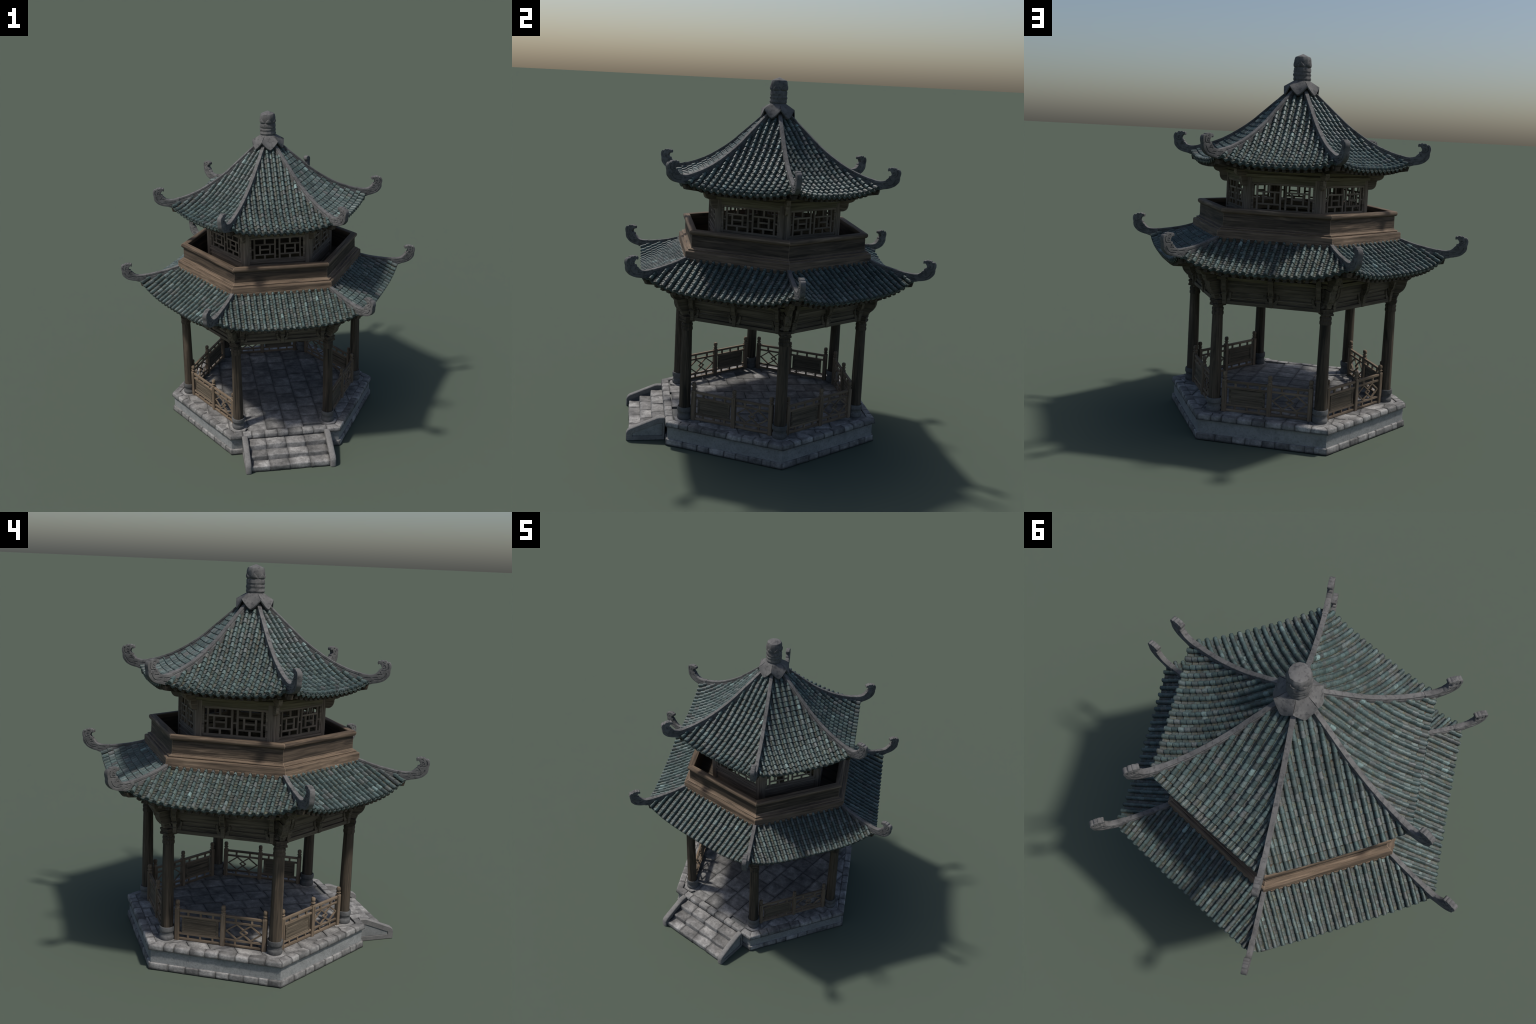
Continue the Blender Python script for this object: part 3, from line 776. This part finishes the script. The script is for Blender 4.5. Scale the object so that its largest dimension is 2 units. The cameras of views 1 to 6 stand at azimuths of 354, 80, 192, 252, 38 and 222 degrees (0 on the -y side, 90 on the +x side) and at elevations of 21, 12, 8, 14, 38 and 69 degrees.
def ridge_mesh(R, r0, r1):
    bm = bmesh.new(); prof = [(.0, 0), (.0090, 0), (.0104, -.0014), (.0104, -.0105), (.0082, -.0120), (.0082, -.0145), (.0112, -.0160), (.0112, -.0400)]
    full = prof + [(-x, z) for x, z in prof[::-1][:-1]]
    n = 34; prev = None
    for i in range(n + 1):
        r = r0 + (r1 - r0) * i / n; z = spline(r, R.ridge)
        ring = [bm.verts.new((r, x + .0007 * noise.noise(Vector((r * 60, x * 300, z * 40))), z + h + .0010 * noise.noise(Vector((r * 50, x * 100, 3))))) for x, h in full]
        if prev:
            m = len(full)
            for k in range(m): bm.faces.new((prev[k], prev[(k + 1) % m], ring[(k + 1) % m], ring[k]))
        else: bm.faces.new(ring)
        prev = ring
    bm.faces.new(prev[::-1])
    return finish(bm, 'hip_ridge', M_RIDGE, 30)

def build_roof(R, name, horn_shift, soff, a_in, named, r0, r1):
    roof = put('roof', deck_mesh(R, 'roof', soff, a_in), root)
    me_c = simple('cover_tile', M_COVER, tile_cover(R.sc), 50); me_p = simple('pan_tile', M_PAN, tile_pan(R.sp), 40)
    for q in (me_c, me_p): q.materials.append(M_SHADE_MOSS)
    lists = {'c': [], 'p': []}
    def tiles(key, xs, step, w):
        for r in FACES:
            rot = Matrix.Rotation(math.radians(r), 4, 'Z')
            for x in xs:
                for row, (a, frac) in enumerate(R.march(x, step)):
                    j = Matrix.Translation((rnd.uniform(-.0006, .0006), 0, rnd.uniform(-.0004, .0004))) @ Matrix.Rotation(rnd.uniform(-.03, .03), 4, 'Z')
                    lists[key].append((row, rot @ R.frame(a, x) @ j @ Matrix.Diagonal((w, frac, 1, 1))))
    xs_c = [(i - (R.ncol - 1) / 2) * SPC for i in range(R.ncol)]
    xs_p = [(i - R.ncol / 2) * SPC for i in range(R.ncol + 1)]
    tiles('c', xs_c, R.sc, R.cw); tiles('p', xs_p, R.sp, 1 + (1 - R.cw) * .8)
    for key, nm, me, mt in (('c', 'cover_tile', me_c, M_COVER), ('p', 'pan_tile', me_p, M_PAN)):
        ls = sorted(lists[key], key=lambda q: q[0])
        for row, M in ls[:named]: put(nm, me, roof, M)
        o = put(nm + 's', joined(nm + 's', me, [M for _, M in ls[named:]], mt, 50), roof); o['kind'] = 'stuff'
    for r in FACES:
        rot = Matrix.Rotation(math.radians(r), 4, 'Z')
        for x in xs_c: put('tile_end_disc', me_disc, roof, rot @ R.frame(R.a1, x) @ Matrix.Rotation(rnd.uniform(0, 6), 4, 'Y'))
        for x in xs_p:
            if abs(x) > R.a1 * T30 - .004: continue
            F = R.frame(R.a1, x); e = 2e-3
            tw = math.atan2(R.z(R.a1, x + e) - R.z(R.a1, x - e), 2 * e)
            put('drip_tile', me_drip, roof, rot @ F @ Matrix.Rotation(-tw, 4, 'Y') @ Matrix.Rotation(math.radians(3), 4, 'X'))
    # rafters: one under each pan, following the upturned eave
    ae = R.a1 - .016
    def rafter(bm): add_box(bm, -.0095, .0095, 0, .13, -.0085, .0085, .0012)
    me_r = simple('rafter', M_WDY, rafter)
    def hip(bm):
        z1 = R.z(R.a1, R.a1 * T30)
        add_prism(bm, [(R.a1 / C30 - .008, z1 - .030), (R.a1 / C30 - .014, z1 - .053), (R.a1 / C30 - .16, z1 - .078), (R.a1 / C30 - .16, z1 - .030)], -.013, .013, 'y', .0015)
    me_h = simple('hip_beam', M_WDX, hip)
    me_rd = ridge_mesh(R, r0, r1); me_hn = horn_mesh(R, *horn_shift)
    nr = R.ncol + 1
    for r in FACES:
        rot = Matrix.Rotation(math.radians(r), 4, 'Z')
        for i in range(nr):
            x = (i - (nr - 1) / 2) * SPC * .985; t = x / (R.a1 * T30)
            if abs(t) > .955: continue
            z = R.z(R.a1, x) - soff - .0065
            e = 2e-3; tw = math.atan2(R.z(R.a1, x + e) - R.z(R.a1, x - e), 2 * e)
            yaw = -math.copysign(max(abs(t) - .55, 0) ** 1.2 * 1.1, t)       # corner rafters fan out
            pitch = -.55 * max(R.z(R.a1, x) - R.z(R.a1, 0), 0) / .13
            put('rafter', me_r, roof, rot @ Matrix.Translation((x, -ae, z)) @ Matrix.Rotation(-yaw, 4, 'Z') @ Matrix.Rotation(pitch, 4, 'X') @ Matrix.Rotation(-tw, 4, 'Y'))
        put('hip_ridge', me_rd, roof, rot=r); put('roof_horn', me_hn, roof, rot=r); put('hip_beam', me_h, roof, rot=r)
    return roof
lower = build_roof(LOW, 'lower_roof', (0, 0, [(.790, .9990), (.8050, .9968), (.8250, .9955), (.8420, .9965), (.8550, .9992)]), .0190, .470, 150, .575, .815)
upper = build_roof(UP, 'upper_roof', (-.2310, .4770, [(.5560, 1.4895), (.5740, 1.4840), (.5920, 1.4803), (.6080, 1.4795), (.6230, 1.4815)]), .0190, .330, 150, .066, .585)

# ------------------------------------------------------------------ balcony
def bal_floor(bm): hex_ring(bm, .372, .545, 1.030, 1.060)
balcony = put('balcony', simple('balcony', M_WDX, bal_floor), root)
k = C30
def parapet(bm): add_face_sweep(bm, [(.5490 * k, 1.080), (.5478 * k, 1.166), (.5170 * k, 1.166), (.5170 * k, 1.050), (.5490 * k, 1.050)])
def caprail(bm):
    add_face_sweep(bm, [(.5480 * k, 1.1605), (.5560 * k, 1.1620), (.5610 * k, 1.1670), (.5632 * k, 1.1740), (.5620 * k, 1.1810), (.5580 * k, 1.1850), (.5520 * k, 1.1868),
                        (.5240 * k, 1.1868), (.5195 * k, 1.1850), (.5170 * k, 1.1800), (.5165 * k, 1.1680), (.5190 * k, 1.1605)])
def molding(bm):
    add_face_sweep(bm, [(.5495 * k, 1.096), (.5520 * k, 1.0900), (.5590 * k, 1.0872), (.5650 * k, 1.0868), (.5688 * k, 1.0850), (.5692 * k, 1.0822), (.5668 * k, 1.0800), (.5672 * k, 1.0772), (.5760 * k, 1.0770),
                        (.5830 * k, 1.0755), (.5862 * k, 1.0722), (.5865 * k, 1.0680), (.5868 * k, 1.0500), (.5885 * k, 1.0470), (.5885 * k, 1.0150), (.5300 * k, 1.0150), (.5300 * k, 1.0960)])
def scallop(bm):   # strip packed between the tile tops
    n = 17
    for i in range(n):
        x = (i - (n - 1) / 2) * SPC
        if abs(x) > .285: continue
        add_box(bm, x - .0105, x + .0105, -.5125, -.500, 1.018, 1.0405, .003, 2)
for nm, fn, sm in (('parapet_wall', parapet, None), ('cap_rail', caprail, 40), ('base_molding', molding, 40), ('packing_strip', scallop, None)):
    me = simple(nm, M_WBX if nm == 'parapet_wall' else M_WPX, fn, sm)
    for r in FACES: put(nm, me, balcony, rot=r)

# ------------------------------------------------------------------ upper storey
def us_floor(bm): hex_ring(bm, .366, .392, 1.0400, 1.0720); hex_ring(bm, .340, .386, 1.3850, 1.3980)
storey = put('storey', simple('storey', M_WDX, us_floor), root)
R4 = .3985
def cpost(bm):
    def at(ap, along):     # along a neighbouring side from the corner
        c = Vector((R4, 0)); d = Vector((-math.sin(math.radians(30)), C30)); return c + d * along
    w = .033; d = Vector((-.5, C30)); e = Vector((-.5, -C30)); c = Vector((R4, 0))
    pts = [c + d * .004, c + d * w, c + d * w + Vector((-C30, -.5)) * .022, Vector((R4 - .05, 0)), c + e * w + Vector((-C30, .5)) * .022, c + e * w, c + e * .004]
    add_prism(bm, [tuple(p) for p in pts], 1.060, 1.3420, 'z')
    for s in (1, -1):   # raised fillets on the post faces
        u = Vector((-.5, s * C30)); nrm = Vector((C30, s * .5))
        q = [c + u * .011 + nrm * .0016, c + u * .026 + nrm * .0016, c + u * .026 - nrm * .004, c + u * .011 - nrm * .004]
        add_prism(bm, [tuple(p) for p in q], 1.0605, 1.3415, 'z')
me_cp = simple('corner_post', M_WMZ, cpost)
YW = -.3365
def wframe(bm):
    x0, x1, z0, z1 = -.1665, .1665, 1.1690, 1.3160
    add_box(bm, x0, x0 + .0115, YW - .006, YW + .008, z0, z1, .001); add_box(bm, x1 - .0115, x1, YW - .006, YW + .008, z0, z1, .001)
    add_box(bm, x0 + .011, x1 - .011, YW - .0055, YW + .0075, z0, z0 + .0115, .001); add_box(bm, x0 + .011, x1 - .011, YW - .0055, YW + .0075, z1 - .0105, z1, .001)
me_wf = simple('window_frame', M_WMX, wframe)
bars = []
def bar(x0, x1, z0, z1): bars.append((x0, x1, z0, z1))
b = .0052; ZB, ZT = 1.1800, 1.3060
for s in (-1, 1):
    c = .0752 * s
    for x in (c - .0615, c + .0615): bar(x - b, x + b, ZB, ZT)                 # leaf stiles
    for z in (1.2075, 1.2705): bar(c - .0565, c + .0565, z - .0045, z + .0045)
    for x in (c - .0285, c + .0310): bar(x - b, x + b, 1.2118, 1.2662)
    bar(c - .0235, c + .0260, 1.2350, 1.2440)
    bar(c - .0045, c + .0060, ZB, 1.2032); bar(c - .0045, c + .0060, 1.2748, ZT)
    xo = sorted((s * .1420, s * .1555)); bar(xo[0], xo[1], 1.2365, 1.2450)
bar(-.0086, .0086, 1.2365, 1.2450)
def lat(x0, x1, z0, z1, v):
    def f(bm): add_box(bm, x0, x1, YW - .0034 - .0003 * v, YW + .0040 - .0003 * v, z0, z1, .0009)
    return f
me_bars = [simple('lattice_bar', M_WMZ if (q[3] - q[2]) > (q[1] - q[0]) else M_WMX, lat(*q, i % 2)) for i, q in enumerate(bars)]
def sill(bm):
    add_box(bm, -.1685, .1685, YW - .0105, YW + .008, 1.1530, 1.1635, .002)
    add_box(bm, -.1685, .1685, YW - .002, YW + .006, 1.0600, 1.1690)
    add_box(bm, -.1685, .1685, YW - .0070, YW + .006, 1.1250, 1.1340, .001)
    add_box(bm, -.1685, .1685, YW - .0085, YW + .006, 1.0605, 1.0750, .001)
me_sill = simple('window_sill', M_WMX, sill)
def lintel(bm): add_box(bm, -.181, .181, YW - .0085, YW + .012, 1.3165, 1.3440, .0015)
me_lin = simple('lintel', M_WOX, lintel)
def topbeam(bm):
    add_box(bm, -.2020, .2020, YW - .0200, YW + .012, 1.3435, 1.3600, .0015)
    add_box(bm, -.2120, .2120, YW - .0300, YW + .012, 1.3690, 1.3840, .0015)
    add_box(bm, -.1900, .1900, YW - .0100, YW + .012, 1.3595, 1.3695)
    add_box(bm, -.1930, .1930, YW - .0060, YW + .008, 1.3690, 1.4060)
me_tb = simple('wall_beam', M_WOX, topbeam)
def ebracket(bm):
    t1 = [(.375, 1.2940)] + [(.398, 1.2940)] + quarter(.4010, 1.2940, .4390, 1.3380, 8, 2.4) + [(.4395, 1.3460), (.375, 1.3460)]
    t2 = [(.375, 1.3455)] + quarter(.4370, 1.3455, .4780, 1.3830, 8, 2.4) + [(.4790, 1.3900), (.375, 1.3900)]
    add_prism(bm, t1, -.0085, .0085, 'y', .0012); add_prism(bm, t2, -.0105, .0105, 'y', .0012)
    add_box(bm, .38, .4415, -.0098, .0098, 1.3395, 1.3462, .001)
me_ebk = simple('eave_bracket', M_WMX, ebracket, 40)
for r in FACES:
    put('corner_post', me_cp, storey, rot=r); put('eave_bracket', me_ebk, storey, rot=r)
    win = put('window', me_wf, root, rot=r)
    for m in me_bars: put('lattice_bar', m, win)
    put('window_sill', me_sill, storey, rot=r); put('lintel', me_lin, storey, rot=r); put('wall_beam', me_tb, storey, rot=r)

# ------------------------------------------------------------------ finial
def finial_body(bm):
    prof = [(.040, 1.840), (.0455, 1.8545), (.0440, 1.8570), (.0478, 1.8620), (.0484, 1.8665), (.0470, 1.8720), (.0459, 1.8770), (.0461, 1.8800), (.0478, 1.8850), (.0486, 1.8890), (.0472, 1.8940), (.0460, 1.8985), (.0462, 1.9010),
            (.0480, 1.9040), (.0482, 1.9080), (.0470, 1.9150), (.0470, 1.9200), (.0452, 1.9235), (.0438, 1.9265), (.0438, 1.9300), (.0446, 1.9370), (.0460, 1.9460), (.0466, 1.9540), (.0460, 1.9640), (.0440, 1.9750), (.0408, 1.9820), (0, 1.9995)]
    n = 48; rings = []
    for r, z in prof:
        if r == 0: rings.append([bm.verts.new((0, 0, z))]); continue
        ring = []
        for i in range(n):
            an = 2 * math.pi * i / n
            # slightly faceted like a worn twelve-sided carving
            f = math.cos(math.pi / 12) / math.cos(((an + math.pi / 12) % (math.pi / 6)) - math.pi / 12)
            rr = r * (1 + (f - 1) * .75 + .008)
            d = .0016 * noise.noise(Vector((math.cos(an) * 2.5, math.sin(an) * 2.5, z * 45)))
            d += .0020 * noise.noise(Vector((math.cos(an) * 1.2, math.sin(an) * 1.2, z * 80 + 3))) if z < 1.92 else 0
            ring.append(bm.verts.new(((rr + d) * math.cos(an), (rr + d) * math.sin(an), z)))
        rings.append(ring)
    for A, B in zip(rings, rings[1:]):
        for i in range(n):
            j = (i + 1) % n
            if len(B) == 1: bm.faces.new((A[i], A[j], B[0]))
            else: bm.faces.new((A[i], A[j], B[j], B[i]))
    bm.faces.new(rings[0][::-1])
finial = put('finial', simple('finial', M_RIDGE, finial_body, 38), root)
def lotus(bm):
    # pointed petal hugging the lower part of the bulb
    n, m = 9, 7; G = []
    for j in range(m + 1):
        v = j / m; z = 1.9275 + .0275 * v; w = .0245 * (1 - v ** 1.5) + .0004
        row = []
        for i in range(n):
            u = -1 + 2 * i / (n - 1)
            r = interp(z, [(1.9265, .0428), (1.937, .0466), (1.946, .0478), (1.954, .0476)]) + .0062 * (1 - abs(u) ** 3) * (1 - v * .45) * min(1, .55 + v * 3) - .0010
            an = u * w / .047
            row.append(bm.verts.new((r * math.cos(an), r * math.sin(an), z)))
        G.append(row)
    for j in range(m):
        for i in range(n - 1): bm.faces.new((G[j][i], G[j][i + 1], G[j + 1][i + 1], G[j + 1][i]))
    back = [bm.verts.new((.036 * v.co.x / v.co.xy.length, .036 * v.co.y / v.co.xy.length, v.co.z)) for v in [q for q in G[0]] + [G[m][i] for i in range(n)]]
    rim = [G[0][i] for i in range(n)] + [G[j][n - 1] for j in range(1, m)] + [G[m][i] for i in range(n - 1, -1, -1)] + [G[j][0] for j in range(m - 1, 0, -1)]
    for v in back: bm.verts.remove(v)
    c = [bm.verts.new((.038 * v.co.x / v.co.xy.length, .038 * v.co.y / v.co.xy.length, v.co.z)) for v in rim]
    for i in range(len(rim)): bm.faces.new((rim[i], c[i], c[(i + 1) % len(rim)], rim[(i + 1) % len(rim)]))
    bm.faces.new(c[::-1])
me_lo = simple('lotus_petal', M_RIDGE, lotus, 50)
for i in range(6): put('lotus_petal', me_lo, finial, rot=60 * i + 30)
def skirt(bm):
    """one drooping shield-shaped leaf of the cap, front side"""
    def P(u, v, off):
        # u across -1..1, v 0 at neck, 1 at the lower rim
        an = u * math.pi / 6
        neck = Vector((.040 * math.sin(an), -.040 * math.cos(an), 1.8600))
        rim_z = 1.8265 - .0465 * (1 - abs(u) ** 1.4)
        ap = .0845 + .0125 * (1 - abs(u) ** 1.3)
        x = u * .0845 * T30 * (1 if abs(u) > .999 else 1) * 1.0
        rim = Vector((x, -ap, rim_z))
        k = Vector((x * .86, -.0845 * .93, 1.8305 - .004 * (1 - abs(u))))
        p = neck * (1 - v) ** 2 + k * 2 * v * (1 - v) + rim * v * v
        return p + Vector((0, off * .6, -off))
    nu, nv = 16, 8; layers = []
    for off in (0, .0065):
        G = [[bm.verts.new(P(-1 + 2 * i / nu, j / nv, off)) for i in range(nu + 1)] for j in range(nv + 1)]
        layers.append(G)
        for j in range(nv):
            for i in range(nu): bm.faces.new((G[j][i], G[j][i + 1], G[j + 1][i + 1], G[j + 1][i]))
    A, B = layers
    for i in range(nu): bm.faces.new((A[nv][i], B[nv][i], B[nv][i + 1], A[nv][i + 1])); bm.faces.new((A[0][i], A[0][i + 1], B[0][i + 1], B[0][i]))
    for j in range(nv):
        bm.faces.new((A[j][0], B[j][0], B[j + 1][0], A[j + 1][0])); bm.faces.new((A[j][nu], A[j + 1][nu], B[j + 1][nu], B[j][nu]))
me_sk = simple('cap_leaf', M_RIDGE, skirt, 35)
for r in FACES: put('cap_leaf', me_sk, finial, rot=r)
def core(bm): add_lathe(bm, [(.075, 1.775), (.060, 1.820), (.042, 1.852)], 12)
put('finial_core', simple('finial_core', M_RIDGE, core), finial)
